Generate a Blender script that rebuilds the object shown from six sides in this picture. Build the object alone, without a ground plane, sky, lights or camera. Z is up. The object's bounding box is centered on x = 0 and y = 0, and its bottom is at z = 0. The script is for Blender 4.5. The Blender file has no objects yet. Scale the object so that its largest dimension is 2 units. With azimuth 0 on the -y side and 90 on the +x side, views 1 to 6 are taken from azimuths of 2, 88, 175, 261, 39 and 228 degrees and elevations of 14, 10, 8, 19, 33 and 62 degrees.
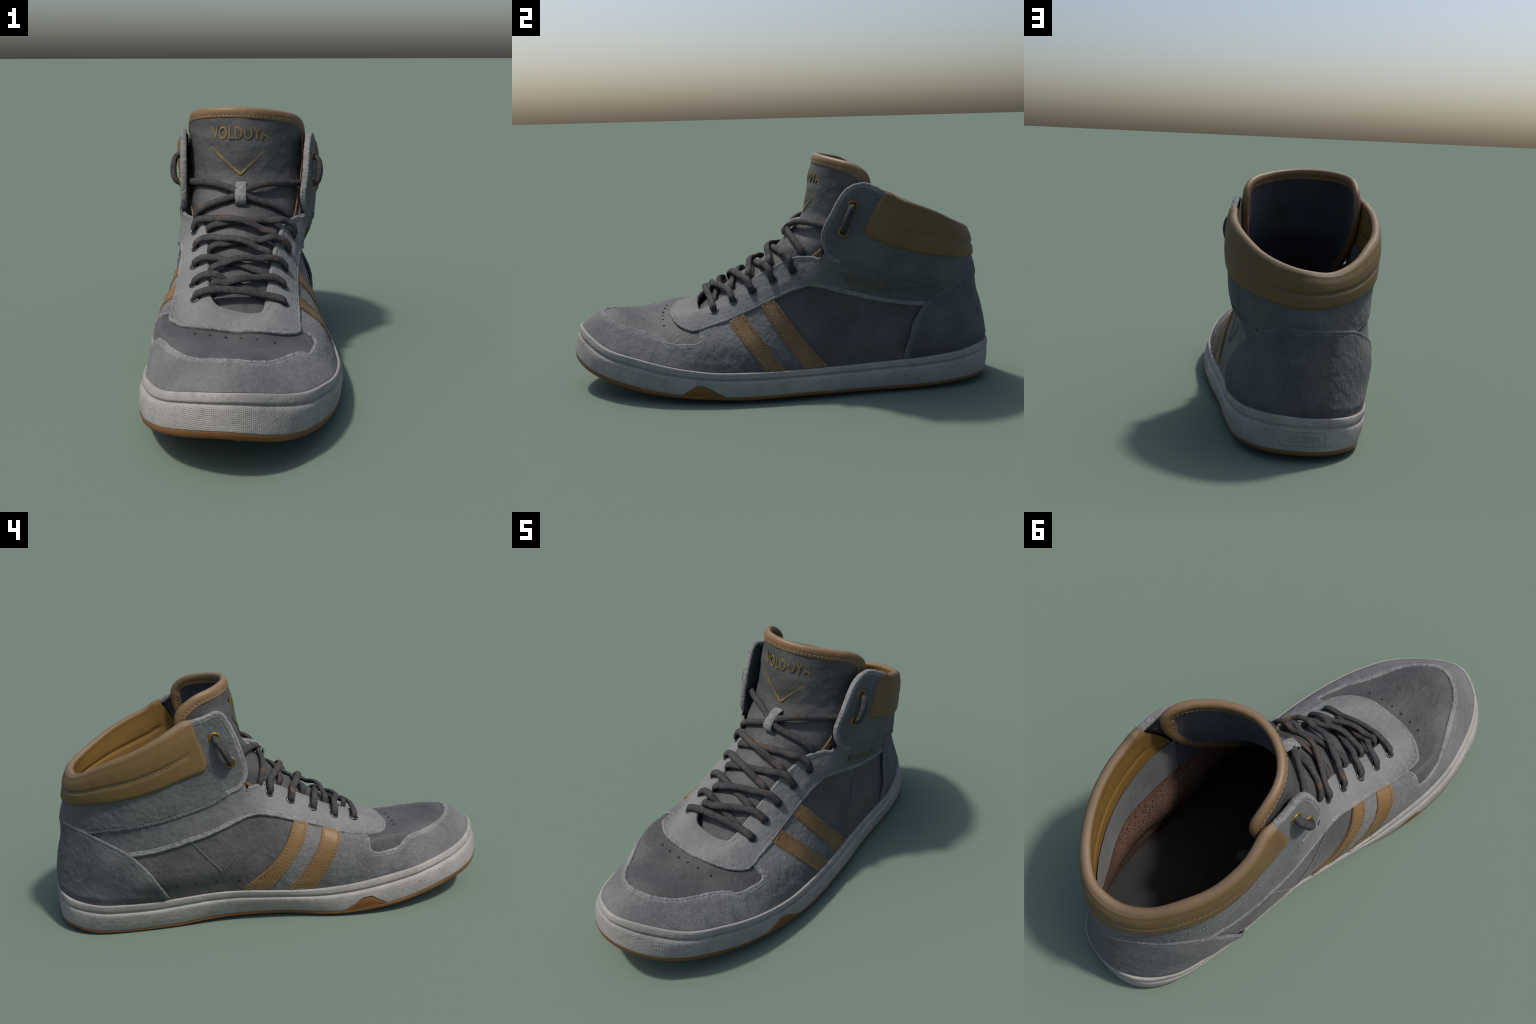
import bpy, math, random
import numpy as np
from mathutils import Vector

random.seed(7)
RNG = np.random.default_rng(7)

# ---------------------------------------------------------------------------------------------
#  THE LAST: the upper is one skin, lofted through seven lines that run once round the shoe
#  (heel centre -> wearer's outer side -> toe -> inner side -> heel).  s counts stations along
#  a line, t counts lines from the sole (0) to the top edge (6).
# ---------------------------------------------------------------------------------------------
# where the upper meets the sole
SOLE_LINE = [
    (0, .987, .175), (.1, .968, .18), (.17, .9, .172), (.225, .8, .16), (.265, .68, .155), (.287, .56, .15),
    (.294, .45, .145), (.3, .37, .141), (.308, .29, .138), (.316, .22, .136), (.324, .16, .135), (.334, .1, .134),
    (.343, .03, .134), (.353, -.07, .134), (.361, -.2, .136), (.361, -.33, .141), (.338, -.5, .163),
    (.292, -.655, .194), (.2, -.82, .228), (0, -.957, .285), (-.14, -.935, .277), (-.24, -.84, .243),
    (-.32, -.65, .203), (-.345, -.48, .178), (-.338, -.3, .15), (-.328, -.14, .142), (-.316, 0, .148),
    (-.303, .12, .157), (-.294, .18, .159), (-.286, .25, .16), (-.283, .32, .159), (-.282, .39, .156),
    (-.283, .46, .153), (-.287, .55, .15), (-.28, .68, .149), (-.256, .804, .149), (-.19, .91, .157),
    (-.1, .97, .169),
]
# a quarter of the way up
LOWER_SIDE_LINE = [
    (-.007, .984, .26), (.077, .955, .261), (.149, .886, .26), (.208, .793, .258), (.253, .687, .258),
    (.282, .581, .259), (.283, .481, .256), (.281, .394, .254), (.286, .317, .254), (.293, .248, .254),
    (.295, .181, .25), (.3, .11, .245), (.306, .028, .239), (.312, -.072, .234), (.314, -.19, .234),
    (.304, -.324, .24), (.266, -.467, .249), (.204, -.609, .279), (.114, -.738, .327), (-.006, -.82, .367),
    (-.124, -.814, .348), (-.223, -.729, .313), (-.295, -.599, .291), (-.337, -.449, .272), (-.344, -.295, .257),
    (-.336, -.15, .252), (-.326, -.022, .255), (-.323, .085, .262), (-.322, .172, .267), (-.323, .25, .268),
    (-.325, .325, .265), (-.327, .404, .258), (-.326, .493, .25), (-.315, .593, .245), (-.29, .703, .244),
    (-.244, .81, .246), (-.178, .9, .25), (-.096, .962, .256),
]
# halfway up the side
MID_SIDE_LINE = [
    (-.01, .966, .344), (.066, .934, .344), (.133, .865, .343), (.188, .775, .344), (.228, .676, .347),
    (.248, .579, .35), (.248, .487, .352), (.247, .404, .357), (.249, .332, .363), (.254, .265, .366),
    (.258, .198, .366), (.263, .126, .36), (.266, .043, .35), (.263, -.055, .336), (.25, -.167, .322),
    (.23, -.291, .315), (.194, -.417, .31), (.137, -.532, .311), (.061, -.62, .321), (-.024, -.67, .338),
    (-.118, -.67, .345), (-.213, -.619, .345), (-.29, -.527, .356), (-.313, -.401, .346), (-.319, -.267, .343),
    (-.317, -.14, .351), (-.312, -.024, .362), (-.315, .076, .372), (-.319, .164, .377), (-.324, .244, .375),
    (-.327, .322, .368), (-.328, .406, .358), (-.323, .499, .348), (-.312, .602, .341), (-.294, .709, .339),
    (-.242, .807, .337), (-.173, .89, .338), (-.093, .947, .341),
]
# just under the eyestay
UPPER_SIDE_LINE = [
    (-.009, .944, .423), (.066, .907, .422), (.128, .833, .421), (.177, .742, .421), (.216, .649, .422),
    (.231, .557, .428), (.239, .47, .441), (.243, .394, .456), (.241, .329, .47), (.238, .271, .48),
    (.234, .214, .484), (.232, .149, .48), (.228, .073, .465), (.214, -.018, .443), (.196, -.125, .415),
    (.173, -.24, .389), (.143, -.351, .367), (.099, -.448, .349), (.04, -.518, .338), (-.028, -.557, .335),
    (-.103, -.558, .342), (-.175, -.518, .348), (-.229, -.436, .351), (-.254, -.329, .371), (-.266, -.214, .41),
    (-.272, -.103, .446), (-.278, -.001, .473), (-.292, .087, .491), (-.305, .164, .497), (-.313, .235, .49),
    (-.317, .306, .477), (-.318, .384, .463), (-.316, .474, .449), (-.305, .575, .436), (-.281, .682, .427),
    (-.236, .785, .423), (-.17, .871, .421), (-.092, .929, .423),
]
# ankle seam, then along the lacing
ANKLE_LINE = [
    (-.003, .936, .505), (.075, .884, .498), (.147, .803, .49), (.215, .717, .49), (.262, .629, .499),
    (.274, .533, .522), (.279, .442, .544), (.278, .368, .562), (.271, .311, .578), (.263, .269, .597),
    (.257, .228, .598), (.247, .18, .57), (.22, .094, .522), (.196, .006, .504), (.17, -.105, .464),
    (.148, -.218, .423), (.124, -.329, .385), (.09, -.421, .355), (.042, -.474, .345), (-.018, -.501, .345),
    (-.084, -.504, .354), (-.147, -.475, .365), (-.193, -.405, .379), (-.213, -.298, .407), (-.225, -.18, .456),
    (-.234, -.073, .498), (-.248, .014, .527), (-.288, .135, .575), (-.291, .19, .6), (-.295, .225, .608),
    (-.292, .278, .588), (-.293, .343, .575), (-.302, .427, .557), (-.303, .529, .538), (-.29, .641, .521),
    (-.247, .754, .509), (-.173, .851, .505), (-.091, .92, .506),
]
# mid collar, then along the lacing
COLLAR_LINE = [
    (.002, .908, .603), (.088, .867, .611), (.164, .792, .627), (.227, .704, .646), (.271, .614, .668),
    (.291, .525, .696), (.295, .445, .73), (.287, .364, .756), (.275, .292, .744), (.26, .235, .694),
    (.247, .203, .655), (.244, .175, .598), (.213, .113, .576), (.178, .03, .562), (.146, -.087, .511),
    (.125, -.198, .455), (.106, -.308, .401), (.082, -.395, .36), (.044, -.432, .352), (-.008, -.449, .354),
    (-.066, -.453, .366), (-.121, -.435, .381), (-.16, -.376, .406), (-.174, -.269, .44), (-.187, -.148, .499),
    (-.199, -.045, .547), (-.22, .028, .577), (-.284, .135, .605), (-.287, .16, .648), (-.288, .195, .733),
    (-.289, .252, .776), (-.295, .325, .769), (-.304, .405, .748), (-.316, .505, .714), (-.304, .62, .681),
    (-.258, .732, .654), (-.186, .826, .628), (-.095, .89, .61),
]
# collar rim, flap edge and throat edge
TOP_LINE = [
    (.01, .885, .706), (.1, .85, .725), (.18, .78, .757), (.24, .69, .802), (.275, .6, .838), (.291, .515, .87),
    (.286, .45, .915), (.269, .36, .953), (.255, .274, .917), (.245, .198, .784), (.235, .172, .715),
    (.238, .165, .622), (.207, .13, .623), (.163, .05, .613), (.124, -.071, .552), (.105, -.18, .483),
    (.09, -.29, .415), (.075, -.373, .365), (.045, -.395, .358), (0, -.403, .362), (-.05, -.408, .376),
    (-.098, -.4, .395), (-.13, -.35, .43), (-.14, -.244, .47), (-.153, -.12, .537), (-.168, -.02, .59),
    (-.195, .04, .622), (-.276, .125, .635), (-.276, .122, .7), (-.28, .165, .86), (-.285, .225, .972),
    (-.295, .31, .96), (-.303, .38, .94), (-.328, .48, .89), (-.316, .6, .832), (-.268, .707, .786), (-.2, .8, .734),
    (-.1, .865, .698),
]
# lower edge of the pale midsole, where the gum rubber begins
RUBBER_LINE = [
    (-.07, .986, .041), (.11, .966, .044), (.225, .865, .043), (.277, .662, .03), (.31, .388, .031),
    (.358, .087, .035), (.381, -.242, .033), (.322, -.587, .055), (.181, -.881, .117), (-.024, -1, .177),
    (-.25, -.892, .143), (-.357, -.578, .07), (-.345, -.277, .026), (-.28, -.009, .032), (-.252, .253, .033),
    (-.255, .542, .015), (-.24, .8, .018), (-.186, .928, .04),
]

LINES = np.array([SOLE_LINE, LOWER_SIDE_LINE, MID_SIDE_LINE, UPPER_SIDE_LINE, ANKLE_LINE, COLLAR_LINE, TOP_LINE])
NL, NST = LINES.shape[:2]
SUB_S, SUB_T = 32, 30                     # grid cells per station / per line


def catmull(points, closed=False, n=12):
    """Catmull-Rom curve through points, n steps per span."""
    P = np.asarray(points, float)
    if not closed:
        P = np.vstack([2 * P[0] - P[1], P, 2 * P[-1] - P[-2]])
        a, b, c, d = P[:-3], P[1:-2], P[2:-1], P[3:]
    else:
        a, b, c, d = np.roll(P, 1, 0), P, np.roll(P, -1, 0), np.roll(P, -2, 0)
    t = np.linspace(0, 1, n, endpoint=False)[None, :, None]
    a, b, c, d = (q[:, None, :] for q in (a, b, c, d))
    out = .5 * (2 * b + (c - a) * t + (2 * a - 5 * b + 4 * c - d) * t ** 2 + (3 * b - a - 3 * c + d) * t ** 3)
    out = out.reshape(-1, P.shape[1])
    return out if closed else np.vstack([out, P[-2:-1]])


def smoothstep(a, b, x):
    t = np.clip((x - a) / (b - a), 0, 1)
    return t * t * (3 - 2 * t)


def value_noise(P, scale, seed=0):
    """smooth 3D lattice noise in -1..1 for an array of points"""
    Q = np.asarray(P) * scale + seed * 17.31
    i = np.floor(Q).astype(np.int64)
    f = Q - i
    f = f * f * (3 - 2 * f)

    def corner(dx, dy, dz):
        h = ((i[..., 0] + dx) * 73856093) ^ ((i[..., 1] + dy) * 19349663) ^ ((i[..., 2] + dz) * 83492791) ^ (seed * 2654435)
        h = (h ^ (h >> 13)) * 1274126177
        h = h ^ (h >> 16)
        return (h & 0xFFFF) / 32767.5 - 1
    r = 0
    for dx in (0, 1):
        for dy in (0, 1):
            for dz in (0, 1):
                w = (f[..., 0] if dx else 1 - f[..., 0]) * (f[..., 1] if dy else 1 - f[..., 1]) * (f[..., 2] if dz else 1 - f[..., 2])
                r = r + w * corner(dx, dy, dz)
    return r


def unit(v):
    return v / (np.linalg.norm(v, axis=-1, keepdims=True) + 1e-12)


# dense skin
_rows = np.stack([catmull(l, True, SUB_S) for l in LINES])                    # 7 x S x 3
SKIN = catmull(_rows.reshape(NL, -1), False, SUB_T).reshape(-1, NST * SUB_S, 3)
for _ in range(14):                                                         # relax the kinks between spans
    inner = SKIN[1:-1]
    SKIN[1:-1] = inner + .22 * (SKIN[2:] + SKIN[:-2] - 2 * inner) + .22 * (np.roll(inner, 1, 1) + np.roll(inner, -1, 1) - 2 * inner)
NTG, NSG = SKIN.shape[:2]
# the toe cap is blocked out fuller than a straight loft
_t = np.clip(np.arange(NTG) / SUB_T, 0, 1)[:, None]
_puff = .0105 * 2.2 * _t ** .7 * (1 - _t) ** 1.3 * np.exp(-((np.arange(NSG) / SUB_S - 19.2) / 2.3) ** 2)
SKIN = SKIN + _puff[..., None] * np.array([0, -.55, .8])
_ds = np.roll(SKIN, -1, 1) - np.roll(SKIN, 1, 1)
_dt = np.gradient(SKIN, axis=0)
SKIN_N = unit(np.cross(_dt, _ds))
for _ in range(6):
    SKIN_N = unit(SKIN_N + .5 * (np.roll(SKIN_N, 1, 1) + np.roll(SKIN_N, -1, 1)))
GRID_S = np.arange(NSG) / SUB_S
_sh = np.abs(np.mod(GRID_S + 19, NST) - 19)[None, :]
_th = (np.arange(NTG) / SUB_T)[:, None]
SKIN = SKIN - SKIN_N * (smoothstep(0, .6, _th) * (.004 + .004 * (1 - smoothstep(4.5, 6.5, _sh)) * (1 - smoothstep(3.5, 4.3, _th))))[..., None]   # room for the panels
GRID_T = np.arange(NTG) / SUB_T


def sample(field, s, t):
    s, t = np.broadcast_arrays(np.asarray(s, float) % NST, np.clip(np.asarray(t, float), 0, NL - 1))
    x, y = s * SUB_S, t * SUB_T
    i, j = np.floor(x).astype(int) % NSG, np.minimum(np.floor(y).astype(int), NTG - 2)
    fx, fy = (x - np.floor(x))[..., None], (y - j)[..., None]
    k = (i + 1) % NSG
    return (field[j, i] * (1 - fx) + field[j, k] * fx) * (1 - fy) + (field[j + 1, i] * (1 - fx) + field[j + 1, k] * fx) * fy


def on_skin(s, t, off=0.0):
    return sample(SKIN, s, t) + unit(sample(SKIN_N, s, t)) * np.asarray(off)[..., None]


def skin_normal(s, t):
    return unit(sample(SKIN_N, s, t))


# ---------------------------------------------------------------------------------------------
#  objects and materials
# ---------------------------------------------------------------------------------------------
SHOE = bpy.data.objects.new("high_top_sneaker", None)
bpy.context.scene.collection.objects.link(SHOE)
SHOE["label"] = "worn grey suede high-top sneaker with tan stripes and collar"
SHOE["category"] = "sneaker"


def add_mesh(name, verts, faces, material, parent=SHOE, smooth=True, stuff=False):
    me = bpy.data.meshes.new(name)
    verts = np.asarray(verts, np.float32).reshape(-1, 3)
    if isinstance(faces, np.ndarray):
        k = faces.shape[1]
        me.vertices.add(len(verts))
        me.vertices.foreach_set("co", verts.ravel())
        me.loops.add(faces.size)
        me.loops.foreach_set("vertex_index", faces.astype(np.int32).ravel())
        me.polygons.add(len(faces))
        me.polygons.foreach_set("loop_start", np.arange(0, faces.size, k, dtype=np.int32))
        me.update(calc_edges=True)
        me.validate()
    else:
        me.from_pydata(verts.tolist(), [], faces)
    me.polygons.foreach_set("use_smooth", [smooth] * len(me.polygons))
    me.materials.append(material)
    ob = bpy.data.objects.new(name, me)
    bpy.context.scene.collection.objects.link(ob)
    ob.parent = parent
    if stuff:
        ob["kind"] = "stuff"
    return ob


def grid_faces(rows, cols, wrap=False, flip=False):
    j, i = np.meshgrid(np.arange(rows - 1), np.arange(cols if wrap else cols - 1), indexing="ij")
    a, b = j * cols + i, j * cols + (i + 1) % cols
    c, d = b + cols, a + cols
    f = np.stack([a, b, c, d] if flip else [a, d, c, b], -1).reshape(-1, 4)
    return f


class Nodes:
    """small helper for building a Principled material"""

    def __init__(self, name, rough=.85, spec=.3):
        self.m = bpy.data.materials.new(name)
        self.m.use_nodes = True
        self.t = self.m.node_tree
        self.b = self.t.nodes["Principled BSDF"]
        self.b.inputs["Roughness"].default_value = rough
        self.b.inputs["Specular IOR Level"].default_value = spec
        self.co = self.t.nodes.new("ShaderNodeTexCoord").outputs["Object"]

    def new(self, kind, **kw):
        n = self.t.nodes.new(kind)
        for k, v in kw.items():
            setattr(n, k, v)
        return n

    def put(self, socket, value):
        if hasattr(value, "is_output"):
            self.t.links.new(value, socket)
        else:
            socket.default_value = value

    def mapped(self, scale=(1, 1, 1), rot=(0, 0, 0)):
        n = self.new("ShaderNodeMapping")
        self.put(n.inputs["Vector"], self.co)
        n.inputs["Scale"].default_value = scale
        n.inputs["Rotation"].default_value = rot
        return n.outputs[0]

    def noise(self, scale, detail=4, rough=.55, vec=None, distort=0):
        n = self.new("ShaderNodeTexNoise")
        self.put(n.inputs["Vector"], vec or self.co)
        n.inputs["Scale"].default_value, n.inputs["Detail"].default_value = scale, detail
        n.inputs["Roughness"].default_value, n.inputs["Distortion"].default_value = rough, distort
        return n.outputs[0]

    def ramp(self, fac, a, b, ca=(0, 0, 0), cb=(1, 1, 1)):
        n = self.new("ShaderNodeValToRGB")
        self.put(n.inputs[0], fac)
        n.color_ramp.elements[0].position, n.color_ramp.elements[1].position = a, b
        n.color_ramp.elements[0].color, n.color_ramp.elements[1].color = (*ca, 1), (*cb, 1)
        return n.outputs[0]

    def span(self, value, a, b, lo=0.0, hi=1.0):
        n = self.new("ShaderNodeMapRange", interpolation_type="SMOOTHSTEP")
        for k, v in enumerate((value, a, b, lo, hi)):
            self.put(n.inputs[k], v)
        return n.outputs[0]

    def mix(self, fac, a, b, blend="MIX"):
        n = self.new("ShaderNodeMix", data_type="RGBA", blend_type=blend)
        self.put(n.inputs[0], fac)
        for sock, v in ((n.inputs[6], a), (n.inputs[7], b)):
            self.put(sock, (*v, 1) if isinstance(v, tuple) and len(v) == 3 else v)
        return n.outputs[2]

    def math(self, op, a, b=0.0, clamp=False):
        n = self.new("ShaderNodeMath", operation=op, use_clamp=clamp)
        self.put(n.inputs[0], a)
        self.put(n.inputs[1], b)
        return n.outputs[0]

    def xyz(self):
        n = self.new("ShaderNodeSeparateXYZ")
        self.put(n.inputs[0], self.co)
        return n.outputs

    def color(self, c):
        self.put(self.b.inputs["Base Color"], (*c, 1) if isinstance(c, tuple) else c)

    def bump(self, height, strength=.3, dist=.003):
        n = self.new("ShaderNodeBump")
        self.put(n.inputs["Height"], height)
        n.inputs["Strength"].default_value, n.inputs["Distance"].default_value = strength, dist
        prev = self.b.inputs["Normal"].links
        if prev:
            self.put(n.inputs["Normal"], prev[0].from_socket)
        self.put(self.b.inputs["Normal"], n.outputs[0])


def suede(name, dark, light, speck=.5, bump=.5, grime=None, sheen=.1, stain=.45, creases=0.0, rear=None, rough=.88, spec=.25):
    """brushed leather: cloudy base, pale scuffed specks, dark stains, fine nap"""
    n = Nodes(name, rough, spec)
    c = n.mix(n.ramp(n.noise(7, 6, .62), .34, .68), dark, light)
    c = n.mix(n.math("MULTIPLY", n.ramp(n.noise(4.5, 5, .68, distort=.6), .52, .72), stain), c, tuple(q * .52 for q in dark))
    c = n.mix(n.math("MULTIPLY", n.ramp(n.noise(85, 5, .75), .50, .72), speck), c, tuple(min(1, q * 1.5) for q in light))
    c = n.mix(n.math("MULTIPLY", n.ramp(n.noise(38, 4, .7), .58, .72), speck * .7), c, tuple(q * .55 for q in dark))
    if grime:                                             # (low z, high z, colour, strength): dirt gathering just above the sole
        z = n.xyz()[2]
        g = n.math("ADD", z, n.math("MULTIPLY", n.math("SUBTRACT", n.noise(9, 5, .65), .5), .30))
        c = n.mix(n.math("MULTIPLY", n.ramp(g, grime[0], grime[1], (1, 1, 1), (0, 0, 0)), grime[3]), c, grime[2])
    if rear:                                              # colour that takes over towards the back of the shoe
        g = n.math("ADD", n.xyz()[1], n.math("MULTIPLY", n.math("SUBTRACT", n.noise(6, 4), .5), .2))
        c = n.mix(n.span(g, -.02, .40), c, n.mix(n.ramp(n.noise(30, 5, .7), .35, .7), tuple(q * .85 for q in rear), tuple(q * 1.2 for q in rear)))
    n.color(c)
    n.b.inputs["Sheen Weight"].default_value = sheen
    n.b.inputs["Sheen Roughness"].default_value = .45
    n.bump(n.noise(120, 5, .72), bump, .0032)
    n.bump(n.noise(40, 6, .7), bump * 1.1, .009)
    if creases:
        n.bump(n.noise(11, 3, .55, n.mapped((1, 2.4, 1.6), (0, 0, .5)), 1.2), creases, .014)
    return n.m


def leather(name, dark, light, rough=.5, bump=.2, dirt=(.1, .075, .04), top_sheen=None, wear=.4):
    """smooth leather; 'faded' is the sheen of skyward faces, painted into the base colour"""
    n = Nodes(name, rough, .35)
    c = n.mix(n.ramp(n.noise(6, 5, .62), .32, .7), dark, light)
    c = n.mix(n.math("MULTIPLY", n.ramp(n.noise(12, 6, .68), .50, .76), wear), c, dirt)
    if top_sheen:  # highlight on upward faces mixed into the colour by normal
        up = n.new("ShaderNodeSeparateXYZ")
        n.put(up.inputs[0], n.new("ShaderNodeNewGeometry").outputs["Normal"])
        c = n.mix(n.math("MULTIPLY", n.ramp(up.outputs[2], .35, .95), .75), c, top_sheen)
    n.color(c)
    n.bump(n.noise(160, 4, .6), bump, .0012)
    n.bump(n.noise(22, 4, .6), bump, .005)
    return n.m


SUEDE_GREY = suede("grey_suede", (.104, .105, .106), (.150, .151, .152), .45, .7, (.15, .21, (.036, .039, .044), .6), stain=.35)
SUEDE_LIGHT = suede("pale_grey_suede", (.132, .133, .132), (.170, .171, .170), .4, .5, stain=.2, rear=(.082, .086, .088))
SUEDE_HEEL = suede("dark_grey_suede", (.064, .066, .069), (.096, .098, .101), .4, .6, (.14, .26, (.034, .035, .037), .5), creases=.2)
SUEDE_ANKLE = suede("ankle_grey_suede", (.074, .079, .081), (.104, .109, .110), .45, .6)
SUEDE_EDGE = suede("worn_suede_edge", (.135, .136, .136), (.232, .232, .229), .85, 1.0, stain=.3)
SUEDE_EDGE_DIM = suede("worn_dark_suede_edge", (.078, .081, .084), (.140, .142, .145), .7, .9)
NUBUCK = suede("charcoal_nubuck", (.044, .044, .045), (.074, .073, .072), .2, .35, (.13, .20, (.028, .028, .029), .5), sheen=.1, stain=.5, creases=.2, rough=.62, spec=.35)
CANVAS_DARK = leather("charcoal_tongue_leather", (.040, .041, .042), (.075, .075, .074), .6, .8, (.030, .031, .034), None, .6)
INK_LINING = suede("ink_blue_lining", (.026, .029, .035), (.046, .050, .058), .2, .4, creases=.5)
TAN = leather("tan_leather", (.135, .075, .026), (.180, .104, .040), .5, .3, (.085, .055, .022))
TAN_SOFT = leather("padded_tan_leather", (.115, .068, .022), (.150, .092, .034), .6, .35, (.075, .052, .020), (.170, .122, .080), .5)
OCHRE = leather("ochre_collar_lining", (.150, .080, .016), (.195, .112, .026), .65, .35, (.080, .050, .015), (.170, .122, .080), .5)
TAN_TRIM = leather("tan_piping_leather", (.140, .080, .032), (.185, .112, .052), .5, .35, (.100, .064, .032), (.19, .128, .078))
THREAD = leather("pale_thread", (.15, .125, .09), (.21, .18, .14), .8, .2, (.10, .08, .05))
THREAD_GREY = leather("grey_thread", (.12, .125, .13), (.18, .18, .18), .8, .2, (.08, .08, .08))


def plain(name, col, rough=.5, metal=0.0, spec=.5):
    n = Nodes(name, rough, spec)
    n.color(n.mix(n.ramp(n.noise(30, 3), .3, .7), tuple(q * .82 for q in col), tuple(min(1, q * 1.12) for q in col)))
    n.b.inputs["Metallic"].default_value = metal
    return n.m


GUNMETAL = plain("gunmetal", (.10, .10, .105), .35, .9)
BRASS = plain("brass", (.24, .14, .022), .42, .7)


def worn_print(name, ink, ground, rough, metal, amount):
    """printed lettering that has rubbed off in patches"""
    n = Nodes(name, rough, .4)
    gone = n.ramp(n.noise(26, 6, .75), amount, amount + .14)
    n.color(n.mix(gone, ink, ground))
    n.put(n.b.inputs["Metallic"], n.math("MULTIPLY", n.math("SUBTRACT", 1.0, gone), metal))
    n.bump(n.noise(90, 4), .4, .002)
    return n.m


GOLD_FOIL = worn_print("gold_foil", (.20, .140, .040), (.060, .057, .047), .5, .45, .46)
OLIVE_PRINT = worn_print("faded_olive_print", (.098, .084, .026), (.088, .090, .080), .8, 0.0, .48)
DISC_BLACK = plain("black_disc", (.008, .008, .009), .9)  # black for the discs that stand in for openings
INSOLE = plain("black_insole", (.018, .018, .018), .9)


def make_lace_material():
    n = Nodes("charcoal_lace", .8, .25)
    base = n.mix(n.ramp(n.noise(60, 3), .35, .7), (.024, .024, .026), (.050, .049, .049))
    streak = n.noise(1, 3, .5, n.mapped((6, 42, 42)))
    patch = n.ramp(n.noise(5, 2), .42, .6)
    c = n.mix(n.math("MULTIPLY", n.math("MULTIPLY", n.ramp(streak, .56, .66), patch), .6), base, (.125, .058, .024))
    n.color(c)
    w = n.new("ShaderNodeTexWave", wave_type="BANDS", bands_direction="X")
    n.put(w.inputs["Vector"], n.mapped((1, .45, .45)))
    w.inputs["Scale"].default_value, w.inputs["Distortion"].default_value, w.inputs["Detail"].default_value = 55, 1.2, 1
    n.bump(w.outputs[1], .2, .0016)
    n.bump(n.noise(140, 3), .4, .0015)
    return n.m


def make_sole_material():
    n = Nodes("off_white_rubber", .65, .35)
    c = n.mix(n.ramp(n.noise(7, 5, .6), .3, .75), (.232, .220, .204), (.310, .295, .276))
    c = n.mix(n.math("MULTIPLY", n.ramp(n.noise(22, 6, .7), .56, .74), .6), c, (.120, .113, .104))
    c = n.mix(n.math("MULTIPLY", n.ramp(n.noise(70, 4, .7), .60, .70), .6), c, (.07, .068, .064))
    c = n.mix(n.math("MULTIPLY", n.ramp(n.noise(3.2, 6, .7), .5, .68), .4), c, (.15, .142, .13))
    n.color(c)
    x, y, z = n.xyz()
    # knurled toe bumper: crossed ridges that follow the curve of the toe
    ang = n.math("MULTIPLY", n.math("ARCTAN2", x, n.math("ADD", n.math("MULTIPLY", y, -1.0), -.42)), .42)
    ridge = []
    for sg in (1.0, -1.0):
        q = n.math("ADD", n.math("MULTIPLY", ang, 1.0), n.math("MULTIPLY", z, sg * .8))
        ridge.append(n.math("SINE", n.math("MULTIPLY", q, 2 * math.pi / .0095)))
    knurl = n.math("MULTIPLY", ridge[0], ridge[1])
    mask = n.span(y, -.56, -.49, 1.0, 0.0)
    band = n.span(n.math("ADD", z, n.math("MULTIPLY", n.math("ADD", y, .5), .30)), .098, .110, 1.0, 0.0)
    h = n.math("MULTIPLY", n.math("MULTIPLY", knurl, mask), n.math("MULTIPLY", band, n.ramp(n.noise(9, 4, .6), .32, .62)))
    n.bump(h, .38, .003)
    n.bump(n.noise(40, 5, .65), .35, .005)
    n.bump(n.ramp(n.noise(48, 3, .6, n.mapped((1, 1, 2.2))), .60, .72, (1, 1, 1), (0, 0, 0)), .45, .004)
    return n.m


def make_mesh_lining():
    n = Nodes("brown_mesh_lining", .9, .15)
    v = n.new("ShaderNodeTexVoronoi")
    n.put(v.inputs["Vector"], n.mapped((1, 1, 1.5)))
    v.inputs["Scale"].default_value = 95
    c = n.mix(n.ramp(v.outputs["Distance"], .18, .42), (.012, .008, .006), (.082, .048, .034))
    n.color(c)
    n.bump(v.outputs["Distance"], .5, .004)
    return n.m


LACE, SOLE_WHITE, MESH_LINING = make_lace_material(), make_sole_material(), make_mesh_lining()
GUM = leather("gum_rubber", (.125, .052, .012), (.17, .075, .019), .6, .15, (.075, .034, .011))

# ---------------------------------------------------------------------------------------------
#  PANELS: pieces of suede cut out of the skin, each raised by its own thickness, with a worn hem
# ---------------------------------------------------------------------------------------------
def resample(P, step):
    P = np.asarray(P)
    d = np.r_[0, np.cumsum(np.linalg.norm(np.diff(P[:, -3:], axis=0), axis=1))]
    k = max(2, int(round(d[-1] / step)) + 1)
    x = np.linspace(0, d[-1], k)
    return np.stack([np.interp(x, d, P[:, c]) for c in range(P.shape[1])], 1)


def trace(ctrl, step=.004, curve=True):
    """control points (s, t) -> evenly spaced (s, t) samples along the skin"""
    q = catmull(ctrl, False, 14) if curve and len(ctrl) > 2 else np.linspace(0, 1, 60)[:, None] * (np.array(ctrl[-1], float) - ctrl[0]) + ctrl[0] if len(ctrl) == 2 else np.array(ctrl, float)
    p = on_skin(q[:, 0], q[:, 1])
    return resample(np.hstack([q, p]), step)[:, :2]


def inside(poly, s, t):
    r = np.zeros(s.shape, bool)
    x0, y0 = poly[:, 0], poly[:, 1]
    x1, y1 = np.roll(x0, -1), np.roll(y0, -1)
    for a, b, c, d in zip(x0, y0, x1, y1):
        if b == d:
            continue
        hit = ((b > t) != (d > t)) & (s < (c - a) * (t - b) / (d - b) + a)
        r ^= hit
    return r


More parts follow.
